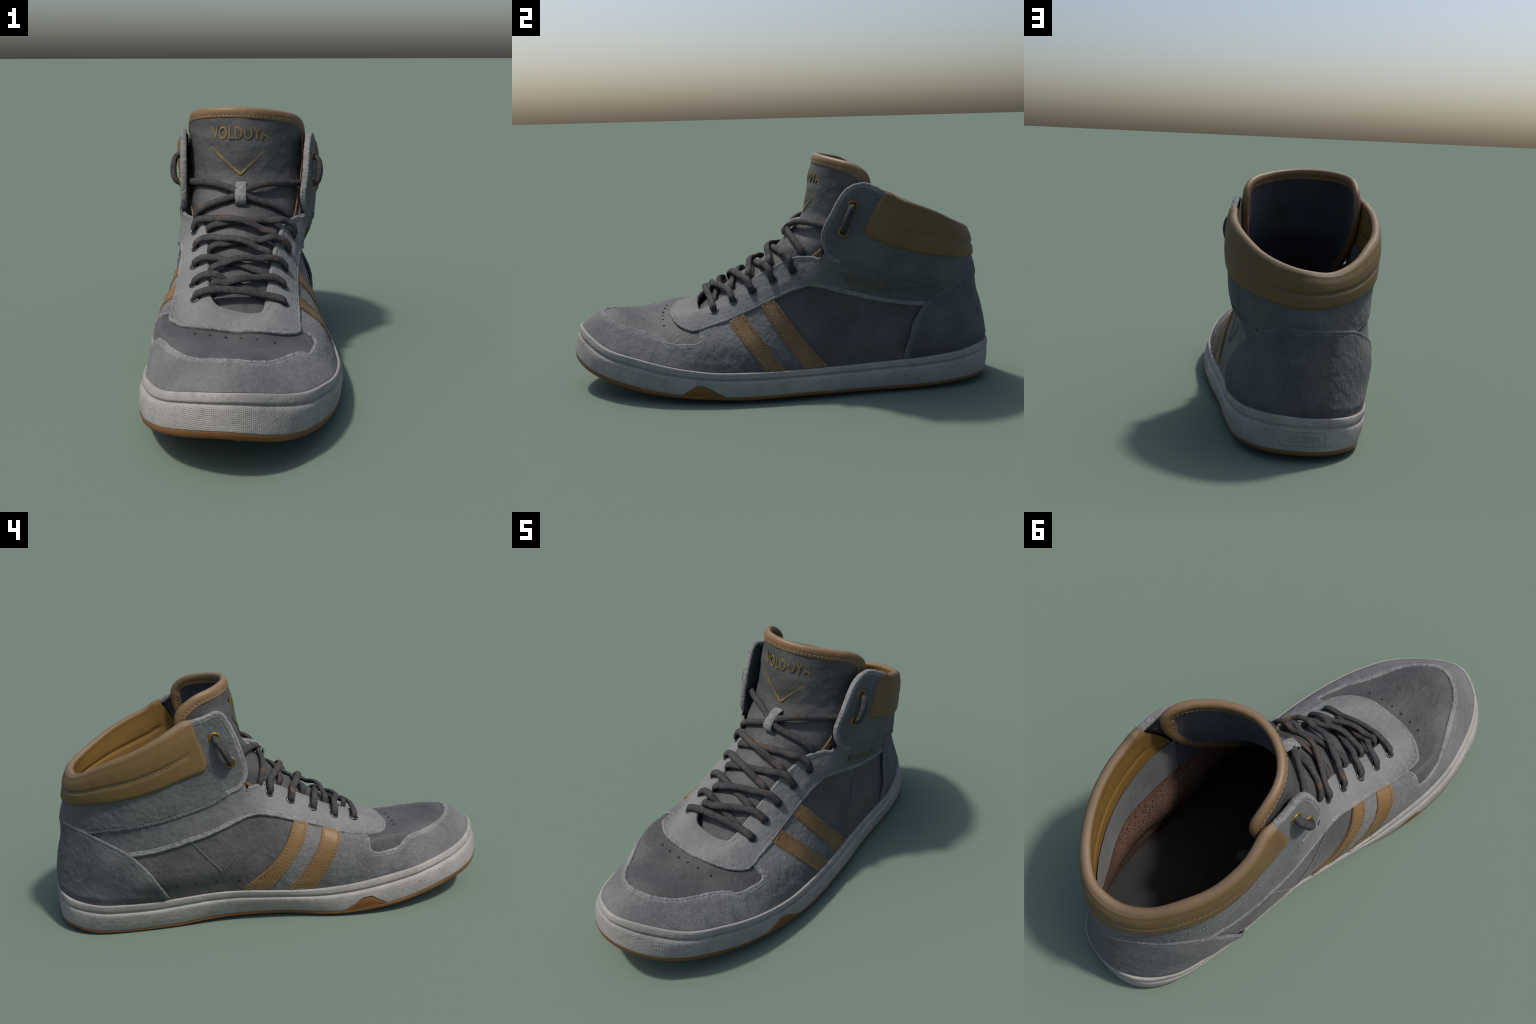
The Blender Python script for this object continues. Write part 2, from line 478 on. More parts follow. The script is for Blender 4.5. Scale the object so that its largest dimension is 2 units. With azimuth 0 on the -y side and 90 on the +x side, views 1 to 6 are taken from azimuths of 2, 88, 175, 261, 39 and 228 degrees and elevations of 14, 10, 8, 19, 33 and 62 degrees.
def nearest_distance(P, Q):
    out = np.full(len(P), 9.0)
    Q = Q.astype(np.float32)
    for k in range(0, len(P), 4000):
        p = P[k:k + 4000].astype(np.float32)
        d2 = (p * p).sum(1)[:, None] + (Q * Q).sum(1)[None] - 2 * p @ Q.T
        out[k:k + 4000] = np.sqrt(np.maximum(d2.min(1), 0))
    return out


HEM = np.array([(-.0015, -.011), (-.0030, -.005), (-.0020, -.0015), (.0010, .0008), (.0055, .0014), (.0100, .0008),
                (.0120, -.0010), (.0140, .0004), (.0185, .0002), (.0225, -.0035)])


def hem_strip(name, st, area_sign, height, material, parent, thick=None, rough=.0012, scale=1.0, seed=3):
    """worn, slightly raised border along a cut edge; thick = wrap round to the back of a free edge"""
    s, t = st[:, 0], st[:, 1]
    p, n = on_skin(s, t), skin_normal(s, t)
    tan = unit(np.gradient(p, axis=0))
    for _ in range(3):
        tan = unit(tan + np.roll(tan, 1, 0) * .5 + np.roll(tan, -1, 0) * .5) if len(tan) > 8 and False else tan
    m = unit(np.cross(tan, n)) * area_sign
    prof = HEM.copy()
    prof[:, 0] *= scale
    prof[:, 1] += height
    if thick is not None:
        h0, h1 = height, height - thick
        k = thick
        back = np.array([(.0200, h1 + .003), (.0100, h1 - .001), (.0010, h1 - .0005), (-.0030, h1 + .2 * k), (-.0040, h1 + .45 * k), (-.0035, h0 - .3 * k), (-.0015, h0 - .002)])
        prof = np.vstack([back, prof[3:]])
    tuck = smoothstep(0, .45, t)[:, None]
    rows = []
    for f, o in prof:
        q = p + m * f
        w = value_noise(q, 150, seed) * .9 + value_noise(q, 70, seed + 1) * .9
        edge = 1.0 if f < .011 else .35
        rows.append(q + n * (o + w * rough * edge)[:, None] * tuck - n * .0015 * (1 - tuck) + m * (value_noise(q, 85, seed + 2) * rough * 1.3)[:, None] * edge)
    V = np.stack(rows)                                         # profile x along
    return add_mesh(name, V, grid_faces(V.shape[0], V.shape[1], flip=area_sign < 0), material, parent)


def panel(name, segments, height, material, edge_material=None, rough=.0008, lump=.0016, hem_scale=1.0, thick=None, margin=.008, seed=1, parent=SHOE, binding=None):
    """segments: list of (control points, kind); kind 'hem' = visible cut edge, 'edge' = free edge wrapped to the back,
    'hidden' = tucked away"""
    traces = [trace(c, .003, kind != "straight") for c, kind in segments]
    poly = np.vstack(traces)
    x, y = poly[:, 0], poly[:, 1]
    sign = 1.0 if (x * np.roll(y, -1) - np.roll(x, -1) * y).sum() > 0 else -1.0
    S, T = np.meshgrid(GRID_S, GRID_T)
    ins, S_use = np.zeros(S.shape, bool), S
    for shift in (0, NST):
        Q = S + shift
        box = (Q >= x.min()) & (Q <= x.max()) & (T >= y.min()) & (T <= y.max())
        got = np.zeros(S.shape, bool)
        got[box] = inside(poly, Q[box], T[box])
        ins |= got
    hems = [tr for tr, (c, k) in zip(traces, segments) if k in ("hem", "edge")]
    phi = np.full(S.shape, 9.0)
    if hems:
        H = np.vstack([on_skin(h[:, 0], h[:, 1]) for h in hems])
        idx = np.nonzero(ins)
        phi[idx] = nearest_distance(SKIN[idx], H)
    keep = ins & (phi > margin * hem_scale)
    off = height - .004 * (1 - smoothstep(.012 * hem_scale, .021 * hem_scale, phi))
    off = off + lump * value_noise(SKIN, 11, seed) + rough * value_noise(SKIN, 48, seed + 5) + rough * .7 * value_noise(SKIN, 95, seed + 9)
    tuck = smoothstep(0, .45, T)                               # every piece is pulled in where it meets the sole
    off = off * tuck - .002 * (1 - tuck)
    V = SKIN + SKIN_N * off[..., None]
    cell = keep[:-1] & keep[1:] & np.roll(keep, -1, 1)[:-1] & np.roll(keep, -1, 1)[1:]
    j, i = np.nonzero(cell)
    k = (i + 1) % NSG
    F = np.stack([j * NSG + i, (j + 1) * NSG + i, (j + 1) * NSG + k, j * NSG + k], 1)
    used, inv = np.unique(F, return_inverse=True)
    ob = add_mesh(name, V.reshape(-1, 3)[used], inv.reshape(-1, 4), material, parent)
    run, runs = None, []
    for tr, (c, kd) in zip(traces, segments):                  # join neighbouring hems into one border
        if kd in ("hem", "edge"):
            if run is not None and run[1] == kd and np.abs(run[0][-1] - tr[0]).max() < .02:
                run[0] = np.vstack([run[0], tr[1:]])
            else:
                run = [tr, kd]
                runs.append(run)
        else:
            run = None
    for tr, kd in runs:
        hem_strip("hem" if kd == "hem" else "edge_binding", tr, sign, height, (binding if kd == "edge" and binding else edge_material) or material, ob,
                  thick if kd == "edge" else None, rough * (.8 if kd == "edge" else 1.25), hem_scale, seed + 20)
    return ob


def tube_mesh(paths, radius, sides=8, flat=1.0):
    """joined tubes along point lists, rounded ends"""
    V, F, base = [], [], 0
    for P in paths:
        P = np.asarray(P, float)
        tan = unit(np.gradient(P, axis=0))
        up = np.array([0, 0, 1.0])
        a = unit(np.cross(tan, up) + 1e-6)
        b = unit(np.cross(a, tan))
        k = len(P)
        u = np.arange(k)
        r = radius * np.ones(k)
        r[0] *= .45
        r[-1] *= .45
        ang = np.arange(sides) * math.tau / sides
        ring = P[:, None] + (a[:, None] * np.cos(ang)[None, :, None] + b[:, None] * np.sin(ang)[None, :, None] * flat) * r[:, None, None]
        V.append(ring.reshape(-1, 3))
        F += [tuple(int(q) + base for q in f) for f in grid_faces(k, sides, wrap=True)]
        F.append(tuple(base + int(q) for q in range(sides)))
        F.append(tuple(base + (k - 1) * sides + int(q) for q in range(sides))[::-1])
        base += k * sides
    return np.vstack(V), F


def stitches(name, points, normals, material, parent, pitch=.017, length=.011, r=.0021, jitter=.15):
    """a row of thread stitches along a line"""
    d = np.r_[0, np.cumsum(np.linalg.norm(np.diff(points, axis=0), axis=1))]
    paths = []
    x = pitch * .5
    while x + length < d[-1]:
        if RNG.random() > .04:
            q = np.linspace(x, x + length * (1 + RNG.uniform(-jitter, jitter)), 5)
            p = np.stack([np.interp(q, d, points[:, c]) for c in range(3)], 1)
            n = np.stack([np.interp(q, d, normals[:, c]) for c in range(3)], 1)
            bow = np.array([-.0015, .0004, .0010, .0004, -.0015])
            paths.append(p + n * bow[:, None])
        x += pitch
    V, F = tube_mesh(paths, r, 6)
    return add_mesh(name, V, F, material, parent, stuff=True)


def stitch_on_skin(name, ctrl, off, material, parent, **kw):
    st = trace(ctrl, .003)
    return stitches(name, on_skin(st[:, 0], st[:, 1], np.full(len(st), off)), skin_normal(st[:, 0], st[:, 1]), material, parent, **kw)


def inset_line(ctrl, dist, off, sign):
    """line parallel to an edge, dist further in"""
    st = trace(ctrl, .003)
    p, n = on_skin(st[:, 0], st[:, 1]), skin_normal(st[:, 0], st[:, 1])
    m = unit(np.cross(unit(np.gradient(p, axis=0)), n)) * sign
    return p + m * dist + n * off, n


# dark ground leather, showing in the window over the toes and on the quarters
def ground(name, s0, s1, t0, t1, seed, lump=.0018):
    return panel(name, [([(s0, t0), (s1, t0)], "hidden"), ([(s1, t0), (s1, t1)], "hidden"), ([(s1, t1), (s0, t1)], "hidden"), ([(s0, t1), (s0, t0)], "hidden")],
                 -.005, NUBUCK, rough=.0009, lump=lump, seed=seed)


VAMP = ground("vamp", 14.6, 23.7, .5, 3.7, 31, .0038)
QUARTER_OUT = ground("quarter", 3.6, 13.9, 0.0, 3.4, 32)
QUARTER_IN = ground("quarter", 24.4, 34.2, 0.0, 3.4, 33)

WINDOW = [(15.76, 2.05), (15.62, 1.62), (15.50, 1.33), (15.60, 1.14), (15.98, 1.05), (16.40, .97), (16.64, 1.10), (16.90, 1.16), (17.19, 1.12), (17.6, .98),
          (18.07, .83), (18.58, .76), (19.0, .79), (19.5, .87), (20.0, .98), (20.45, 1.15), (20.95, 1.36), (21.35, 1.48), (21.72, 1.49),
          (22.05, 1.37), (22.38, 1.15), (22.80, 1.14), (23.14, 1.25), (23.20, 1.52), (23.04, 1.95), (22.80, 2.4), (22.65, 2.75)]
REAR_OUT_F = [(13.75, 2.79), (13.19, 2.14), (12.67, 1.51), (11.97, .65), (11.34, .01)]      # rear stripe, front edge (outer side)
REAR_OUT_R = [(13.26, 2.93), (12.42, 2.14), (11.58, 1.36), (10.67, .63), (9.52, .0)]
FRONT_OUT_F = [(14.77, 2.27), (14.40, 1.75), (14.04, 1.27), (13.55, .57), (13.19, .04)]
FRONT_OUT_R = [(14.35, 2.55), (13.75, 1.87), (13.21, 1.22), (12.74, .52), (12.37, .0)]
REAR_IN_F = [(24.71, 3.03), (25.22, 2.25), (25.68, 1.52), (26.13, .73), (26.48, .05)]
REAR_IN_R = [(25.29, 3.05), (25.78, 2.36), (26.31, 1.62), (26.98, .8), (27.8, .05)]
FRONT_IN_F = [(23.53, 2.84), (24.23, 1.7), (24.58, 1.02), (24.8, .46), (25.0, .05)]
FRONT_IN_R = [(24.11, 2.98), (24.6, 2.26), (25.07, 1.48), (25.45, .74), (25.83, .09)]


def shifted(line, ds):
    return [(s + ds, t) for s, t in line]


MUDGUARD = panel("mudguard", [
    (shifted(REAR_OUT_F, -.2)[::-1], "hidden"),
    ([(13.55, 2.85), (14.8, 2.42), (15.4, 2.15), (15.76, 2.05)], "hidden"),
    (WINDOW, "hem"),
    ([(22.65, 2.75), (23.1, 3.0), (23.9, 3.1), (24.91, 3.05)], "hidden"),
    (shifted(REAR_IN_F, .2), "hidden"),
    ([(26.34, .0), (19, .0), (11.5, .0)], "hidden")], .001, SUEDE_GREY, SUEDE_EDGE, rough=.0012, lump=.0022, seed=3)


def stripe(front, rear, sign_front, seed):
    ob = panel("stripe", [(front, "hem"), ([front[-1], rear[-1]], "hidden"), (rear[::-1], "hem"), ([rear[0], front[0]], "hem")],
               .0045, TAN, TAN, rough=.0003, lump=.001, hem_scale=.55, margin=.008, seed=seed)
    for line, sg in ((front, sign_front), (rear, -sign_front)):
        p, n = inset_line(line, .011, .0052, sg)
        stitches("stitching", p, n, THREAD, ob, pitch=.0165, length=.010, r=.0018)
    return ob


STRIPES = [stripe(FRONT_OUT_F, FRONT_OUT_R, -1, 11), stripe(REAR_OUT_F, REAR_OUT_R, -1, 12),
           stripe(FRONT_IN_F, FRONT_IN_R, 1, 13), stripe(REAR_IN_F, REAR_IN_R, 1, 14)]

EYESTAY_LOW = [(3.9, 2.45), (5.04, 2.53), (6.03, 2.61), (7.16, 2.66), (8.49, 2.75), (9.9, 2.88), (11.0, 3.07), (11.75, 3.25), (12.36, 3.20), (13.13, 3.0),
               (13.75, 2.79), (14.34, 2.57), (14.85, 2.31), (15.40, 2.06), (15.72, 1.84), (16.0, 1.78), (16.30, 1.90), (16.62, 2.07), (17.03, 2.32), (17.8, 2.77), (18.5, 3.14),
               (19.15, 3.38), (19.7, 3.42), (20.33, 3.33), (21.16, 2.95), (21.74, 2.72), (22.25, 2.58), (22.80, 2.68), (23.53, 2.81), (24.08, 2.96), (24.73, 3.02), (25.31, 3.05),
               (26.1, 3.16), (26.81, 3.22), (27.66, 3.1), (28.65, 2.94), (29.94, 2.78), (31.07, 2.7), (32.04, 2.6), (32.9, 2.51), (33.9, 2.45)]
EYESTAY = panel("eyestay", [
    (EYESTAY_LOW, "hem"),
    ([(33.9, 2.45), (35.5, 3.55)], "hidden"),
    ([(35.5, 3.55), (34.0, 4.1), (31, 4.15), (28.3, 4.3), (28.2, 4.9), (27.9, 5.3), (27.45, 5.65), (27.1, 6.0)], "hidden"),
    ([(27.1, 6.0), (19.0, 6.0), (10.9, 6.0)], "edge"),
    ([(10.9, 6.0), (10.65, 5.6), (10.3, 5.1), (10.0, 4.5), (9.4, 4.25), (8, 4.3), (5, 4.25), (3.2, 4.1), (2.3, 3.6)], "hidden"),
    ([(2.3, 3.6), (3.9, 2.45)], "hidden")], .006, SUEDE_LIGHT, SUEDE_EDGE, rough=.0009, lump=.0016, thick=.017, seed=4, binding=SUEDE_LIGHT)

COUNTER_EDGE = [(5.2, -.0), (5.21, .44), (5.14, .97), (4.94, 1.59), (4.52, 2.16), (4.02, 2.66), (3.14, 3.25), (2.41, 3.62), (1.9, 3.80), (1.3, 3.90), (.43, 3.95), (-.52, 3.94),
                (-1.25, 3.88), (-1.9, 3.80), (-2.39, 3.70), (-2.82, 3.48), (-3.72, 3.0), (-4.32, 2.64), (-4.94, 2.06), (-5.33, 1.51), (-5.54, .94), (-5.58, .42), (-5.56, .0)]
COUNTER_EDGE = shifted(COUNTER_EDGE, NST)
COUNTER = panel("heel_counter", [(COUNTER_EDGE, "hem"), ([(NST - 5.56, 0), (NST, 0), (NST + 5.2, 0)], "hidden")], .012, SUEDE_HEEL, SUEDE_EDGE_DIM,
                rough=.0010, lump=.0024, seed=6)

FLAP_CORNER_OUT = [(9.7, 6.0), (10.0, 5.93), (10.24, 5.65), (10.36, 5.16), (10.33, 4.6), (10.22, 4.24), (9.9, 4.05), (9.39, 3.97)]
ANKLE_SEAM_OUT = [(9.39, 3.97), (8.22, 4.05), (6.58, 4.07), (5.38, 4.03), (4.29, 3.98), (3.6, 3.86), (3.1, 3.68), (2.75, 3.40)]
ANKLE_SEAM_IN = [(35.7, 3.42), (35.25, 3.70), (34.5, 3.84), (33.72, 3.86), (32.92, 3.87), (32.03, 3.89), (30.94, 3.9), (29.46, 3.98), (28.7, 4.08)]
FLAP_CORNER_IN = [(28.7, 4.08), (28.22, 4.33), (27.97, 4.74), (27.90, 5.2), (27.92, 5.58), (28.04, 5.88), (28.3, 6.0)]
ANKLE = panel("ankle_panel", [
    (shifted(ANKLE_SEAM_OUT, NST)[::-1], "hem"),
    (shifted(FLAP_CORNER_OUT, NST)[::-1], "edge"),
    ([(NST + 9.7, 6.0), (NST + 8.5, 6.0), (NST + 5.9, 6.0)], "edge"),
    ([(NST + 5.9, 6.0), (NST + 6.1, 5.4), (NST + 5.6, 4.95), (NST, 4.9), (31.8, 4.95), (31.4, 5.4), (31.65, 6.0)], "hidden"),
    ([(31.65, 6.0), (29.5, 6.0), (28.3, 6.0)], "edge"),
    (FLAP_CORNER_IN[::-1], "edge"),
    (ANKLE_SEAM_IN[::-1], "hem"),
    ([(35.7, 3.42), (NST, 3.75), (NST + 2.75, 3.40)], "hidden")], .0105, SUEDE_ANKLE, SUEDE_ANKLE, rough=.0013, lump=.0018, thick=.024, seed=5, binding=SUEDE_EDGE)

for ctrl, sg in ((ANKLE_SEAM_OUT[:-1], -1), (ANKLE_SEAM_IN[1:], -1)):
    for d in (.012, .021):
        p, n = inset_line(ctrl, d, .0112, sg)
        stitches("stitching", p, n, THREAD_GREY, ANKLE, pitch=.013, length=.009, r=.0014)
for ob, lines in ((QUARTER_OUT, [[(11.75, 3.08), (8.77, 1.18)], [(8.77, 1.18), (7.05, 2.61)]]), (QUARTER_IN, [[(26.81, 3.11), (27.59, 2.52), (29.16, 1.04)], [(29.16, 1.04), (30.9, 2.66)]])):
    for l in lines:
        stitch_on_skin("stitching", l, -.0022, THREAD_GREY, ob, pitch=.0105, length=.0085, r=.0020)

# ---------------------------------------------------------------------------------------------
#  COLLAR: padded tan roll round the ankle, outer pillows -> rim -> inner pillows
# ---------------------------------------------------------------------------------------------
NU, NV = 420, 46
U = np.linspace(0, 1, NU)


def collar_st(v):
    s_out, s_in = 7.12 - 1.09 * v, 30.52 + 1.02 * v - NST
    s = s_out + (s_in - s_out) * U
    end = np.minimum(U, 1 - U) / .035
    low = 4.70 + .07 * smoothstep(.0, .5, np.abs(U - .5) * 2) + .17 * np.clip(1 - end * 1.3, 0, 1) ** 2.2
    return s, low + (6 - low) * v


_end = np.minimum(U, 1 - U)
END_SOFT = np.sqrt(np.clip(1 - (1 - np.clip(_end / .014, 0, 1)) ** 2, 0, 1))
SEAM_ON = smoothstep(.035, .075, _end)


def pillow(v):
    """padding depth: two pillows divided by the quilting seam at 0.42, soft at the lower edge"""
    edge = np.sqrt(np.clip(1 - (1 - np.clip(v / .11, 0, 1)) ** 2, 0, 1))
    bulge = .0165 * edge + .005 * math.sin(min(v / .95, 1) * math.pi) - .004 * smoothstep(.72, 1.0, v)
    return bulge - SEAM_ON * (.0045 + .003 * smoothstep(.25, .5, _end)) * math.exp(-((v - .43) / .055) ** 2)


rows = []
for v in np.linspace(0, 1, NV):
    s, t = collar_st(v)
    o = -.004 + (pillow(v) + .004) * END_SOFT + .004 * END_SOFT
    P = on_skin(s, t, o)
    rows.append(P + skin_normal(s, t) * (.0012 * value_noise(P, 12, 5) * END_SOFT)[:, None])
s_top, _ = collar_st(1.0)
top = on_skin(s_top, 6.0)
nh = skin_normal(s_top, 5.8) * np.array([1, 1, 0])
nh = unit(nh)
up = np.array([0, 0, 1.0])
taper = .35 + .65 * smoothstep(0, .05, _end)
for a in np.radians(np.linspace(25, 165, 13)):
    rows.append(top - nh * .006 + (nh * math.cos(a) * .0195 + up * (math.sin(a) * .0195 - .003)) * taper[:, None])
IN = .040
for v in np.linspace(.95, 0, NV):
    s, t = collar_st(v)
    o = -(.012 + .010 * math.sin(min(v / .8, 1) * math.pi / 2 + .2) + .004 * smoothstep(.5, 0, v) - .005 * np.exp(-((v - .45) / .05) ** 2) * SEAM_ON)
    rows.append(on_skin(s, t, o))
rows = np.stack(rows)
for _ in range(2):                                   # ease the join between pillow and rim
    rows[NV - 6:NV + 20] = .5 * rows[NV - 6:NV + 20] + .25 * (rows[NV - 7:NV + 19] + rows[NV - 5:NV + 21])
COLLAR = add_mesh("collar", rows, grid_faces(rows.shape[0], NU, flip=True), TAN_SOFT)
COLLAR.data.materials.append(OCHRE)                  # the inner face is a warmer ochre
for q in COLLAR.data.polygons:
    q.material_index = int(q.index // (NU - 1) > NV + 11)
seam = []
s, t = collar_st(.43)
sel = slice(int(.05 * NU), int(.95 * NU))
pts = on_skin(s, t, pillow(.43) + .0035)[sel]
stitches("stitching", pts, skin_normal(s, t)[sel], THREAD_GREY, COLLAR, pitch=.019, length=.013, r=.0017)

# ---------------------------------------------------------------------------------------------
#  LINING inside the shoe
# ---------------------------------------------------------------------------------------------
def lining(name, s0, s1, t0, t1, depth, material, ns=300, nt=50, seed=0):
    s, t = np.meshgrid(np.linspace(s0, s1, ns), np.linspace(t0, t1, nt))
    d = depth(s, t)
    P = on_skin(s, t, -d)
    P = P + skin_normal(s, t) * (.001 * value_noise(P, 30, seed))[..., None]
    return add_mesh(name, P, grid_faces(nt, ns, flip=False), material)


def lining_depth(s, t):
    """thick padding round the heel, thin along the lacing"""
    s = np.mod(s + 19, NST) - 19                      # -19 .. 19 with the heel at 0
    rear = 1 - smoothstep(8.0, 10.6, np.abs(s))
    return .012 + .016 * rear


LINING = lining("lining", -19.0, 19.0, 0.02, 4.0, lining_depth, MESH_LINING, 700, 110, 41)
lining("lining", 11.2, 27.0, 4.0, 5.97, lambda s, t: np.full(s.shape, .0105), MESH_LINING, 300, 24, 42)


def band_depth(s, t):
    return lining_depth(s, t) - .003


lining("ankle_lining", -7.6, 7.3, 3.95, 4.95, band_depth, SUEDE_ANKLE, 400, 20, 43)
lining("flap_lining", 7.2, 11.0, 3.95, 5.98, lambda s, t: .0145 + .012 * (1 - smoothstep(4.4, 5.2, t)), INK_LINING, 120, 60, 44)
lining("flap_lining", 27.0, 30.45, 3.95, 5.98, lambda s, t: .0145 + .012 * (1 - smoothstep(4.4, 5.2, t)), INK_LINING, 120, 60, 45)

rim = on_skin(GRID_S[::4], 0.0, np.full(len(GRID_S[::4]), -.003)) + np.array([0, 0, .004])
rings = [rim.copy() for k in range(24)]
for r, k in zip(rings, np.linspace(0, 1, 24)):
    r[:, 2] = np.interp(r[:, 1], [-1, -.6, -.2, .4, 1], [.26, .19, .15, .16, .18]) * (1 - k) + rim[:, 2] * k
    r[:, 0] = rim[:, 0] * k
add_mesh("insole", np.stack(rings), grid_faces(24, len(rim), wrap=True), INSOLE)

# ---------------------------------------------------------------------------------------------
#  SOLE: pale rubber cup with a top strip, a groove and a lower band; gum rubber underneath
# ---------------------------------------------------------------------------------------------
NSOLE = 1400


def round_the_foot(P, count):
    """closed line resampled by arc fraction between the rearmost and foremost points, each side separately"""
    C = catmull(P, True, 40)
    C = np.roll(C, -int(np.argmin(np.abs(C[:, 0] - .0) + 10 * (C[:, 1] < .9))), 0)
    toe = int(np.argmin(np.abs(C[:, 0] + .01) + 10 * (C[:, 1] > -.9)))
    halves = [C[:toe + 1], np.vstack([C[toe:], C[:1]])]
    out = []
    for h in halves:
        d = np.r_[0, np.cumsum(np.linalg.norm(np.diff(h[:, :2], axis=0), axis=1))]
        x = np.linspace(0, d[-1], count // 2, endpoint=False)
        out.append(np.stack([np.interp(x, d, h[:, c]) for c in range(3)], 1))
    return np.vstack(out)


def smooth_loop(P, n):
    for _ in range(n):
        P = P + .25 * (np.roll(P, 1, 0) + np.roll(P, -1, 0) - 2 * P)
    return P


FEATHER = smooth_loop(round_the_foot(SKIN[0, ::4], NSOLE), 60)
GUM_TOP = smooth_loop(round_the_foot(RUBBER_LINE, NSOLE), 160)


def plan_normal(P):
    d = np.roll(P, -3, 0) - np.roll(P, 3, 0)
    return unit(np.stack([d[:, 1], -d[:, 0], 0 * d[:, 0]], 1))


OUT = plan_normal(FEATHER)
if (OUT * (FEATHER - FEATHER.mean(0))).sum() < 0:
    OUT = -OUT
OUT = unit(smooth_loop(OUT, 30))


ENDS = (1 - .45 * smoothstep(.80, .97, np.abs(FEATHER[:, 1])))[:, None]      # flatter round the toe and heel


def sole_point(k, bulge):
    return FEATHER * (1 - k) + GUM_TOP * k + OUT * bulge * (1 - (1 - ENDS) * (np.asarray(k) > .29))


# the gum rubber climbs into a low peak on both sides of the ball of the foot
y = GUM_TOP[:, 1]
tip = -.39
peak = np.interp(y, [tip - .078, tip - .018, tip + .022, tip + .118], [0, 1, 1, 0]) * (np.abs(GUM_TOP[:, 0]) > .25)
K_GUM = 1 - .46 * peak
PROFILE = [(-.03, -.022), (-.005, .001), (-.010, .004), (.0, .0065), (.03, .0080), (.10, .0085), (.17, .0088), (.225, .0080), (.250, .0045), (.272, .0010), (.292, .0025),
           (.318, .0095), (.36, .0130), (.42, .0140)]
prof = np.array(PROFILE)
rows = [sole_point(k, b) for k, b in PROFILE]


def band_bulge(k):
    return np.interp(k, [.42, .55, .75, .92, 1.0], [.0140, .0138, .0110, .0065, .0030])


for f in np.linspace(.06, 1, 16):
    k = .42 + (K_GUM - .42) * f
    rows.append(sole_point(k[:, None], band_bulge(k)[:, None]))
rows.append(sole_point(K_GUM[:, None] + .0, band_bulge(K_GUM)[:, None] - .006))
rows = np.stack(rows)
lumps = value_noise(rows, 16, 51) * .0012 + value_noise(rows, 60, 52) * .0005
rows = rows + OUT[None] * lumps[..., None]
SOLE = add_mesh("midsole", rows, grid_faces(rows.shape[0], NSOLE, wrap=True, flip=True), SOLE_WHITE)

base_z = GUM_TOP[:, 2] - .0195 - .008 * smoothstep(-.3, -.8, GUM_TOP[:, 1])
base_z = np.maximum(base_z - base_z.min() * 0, 0)
rows = []
for f in np.linspace(0, 1, 5):
    k = K_GUM + (1.02 - K_GUM) * f
    rows.append(sole_point(k[:, None], band_bulge(np.minimum(k, 1))[:, None] - .0015 + .0015 * (peak * np.sin(f * math.pi) + .6)[:, None]))
rows[0] = rows[0] - OUT * .004
for o, dz in ((.0045, .35), (.0015, .7), (-.006, .92), (-.018, 1.0)):
    q = sole_point(1.0, o)
    q[:, 2] = GUM_TOP[:, 2] * (1 - dz) + base_z * dz
    rows.append(q)
for k in np.linspace(.9, 0, 12):
    q = rows[8].copy()
    q[:, 0] = q[:, 0] * k
    rows.append(q)
rows = np.stack(rows)
OUTSOLE = add_mesh("outsole", rows, grid_faces(rows.shape[0], NSOLE, wrap=True, flip=True), GUM)

# ---------------------------------------------------------------------------------------------
#  TONGUE: a deep curved tongue, lofted from its crest and its two edges
# ---------------------------------------------------------------------------------------------
CREST = [(-.02, -.46, .300), (-.02, -.40, .338), (-.02, -.33, .405), (-.02, -.248, .472), (-.022, -.165, .527), (-.025, -.085, .578), (-.028, -.02, .633), (-.032, .03, .690),
         (-.042, .085, .750), (-.055, .119, .812), (-.060, .131, .875), (-.060, .142, .950), (-.060, .156, 1.018), (-.052, .173, 1.073)]
EDGE_OUT = [(.10, -.45, .28), (.115, -.39, .31), (.118, -.31, .350), (.126, -.20, .395), (.138, -.10, .445), (.156, -.005, .49), (.178, .09, .535), (.200, .17, .60),
            (.222, .26, .68), (.232, .325, .755), (.238, .365, .835), (.242, .384, .905), (.240, .386, .965), (.232, .380, 1.018)]
EDGE_IN = [(-.145, -.45, .30), (-.16, -.39, .335), (-.158, -.31, .380), (-.162, -.20, .430), (-.173, -.10, .478), (-.190, -.005, .520), (-.215, .09, .565), (-.240, .17, .63),
           (-.255, .26, .70), (-.262, .335, .77), (-.266, .385, .84), (-.266, .408, .905), (-.262, .410, .970), (-.256, .398, 1.025)]
_tg = [resample(catmull(np.hstack([CREST, EDGE_OUT, EDGE_IN]), False, 30)[:, [3, 4, 5, 6, 7, 8, 0, 1, 2]], .006)]
_tg = _tg[0]
TG_OUT, TG_IN, TG_CREST = _tg[:, 0:3], _tg[:, 3:6], _tg[:, 6:9]
TV = len(_tg)


def tongue_xyz(v, a):
    """v 0..1 along the tongue, a 0..1 from the inner to the outer edge"""
    x = np.clip(v, 0, 1) * (TV - 1)
    i = np.minimum(np.floor(x).astype(int), TV - 2)
    f = (x - i)[..., None]
    E, I, C = (q[i] * (1 - f) + q[i + 1] * f for q in (TG_OUT, TG_IN, TG_CREST))
    M = (E + I) / 2
    ang = math.pi * a[..., None]
    flat = .85 + (.15 + .28 * smoothstep(.5, .62, a)) [..., None] * smoothstep(.4, .7, v)[..., None]
    return M + (E - M) * -np.cos(ang) + (C - M) * np.sin(ang) ** flat


def top_round(a):
    """the two upper corners are rounded off"""
    q = np.clip((np.abs(a - .5) * 2 - .68) / .32, 0, 1)
    return 1 - .070 * (1 - np.sqrt(np.clip(1 - q * q, 0, 1)))


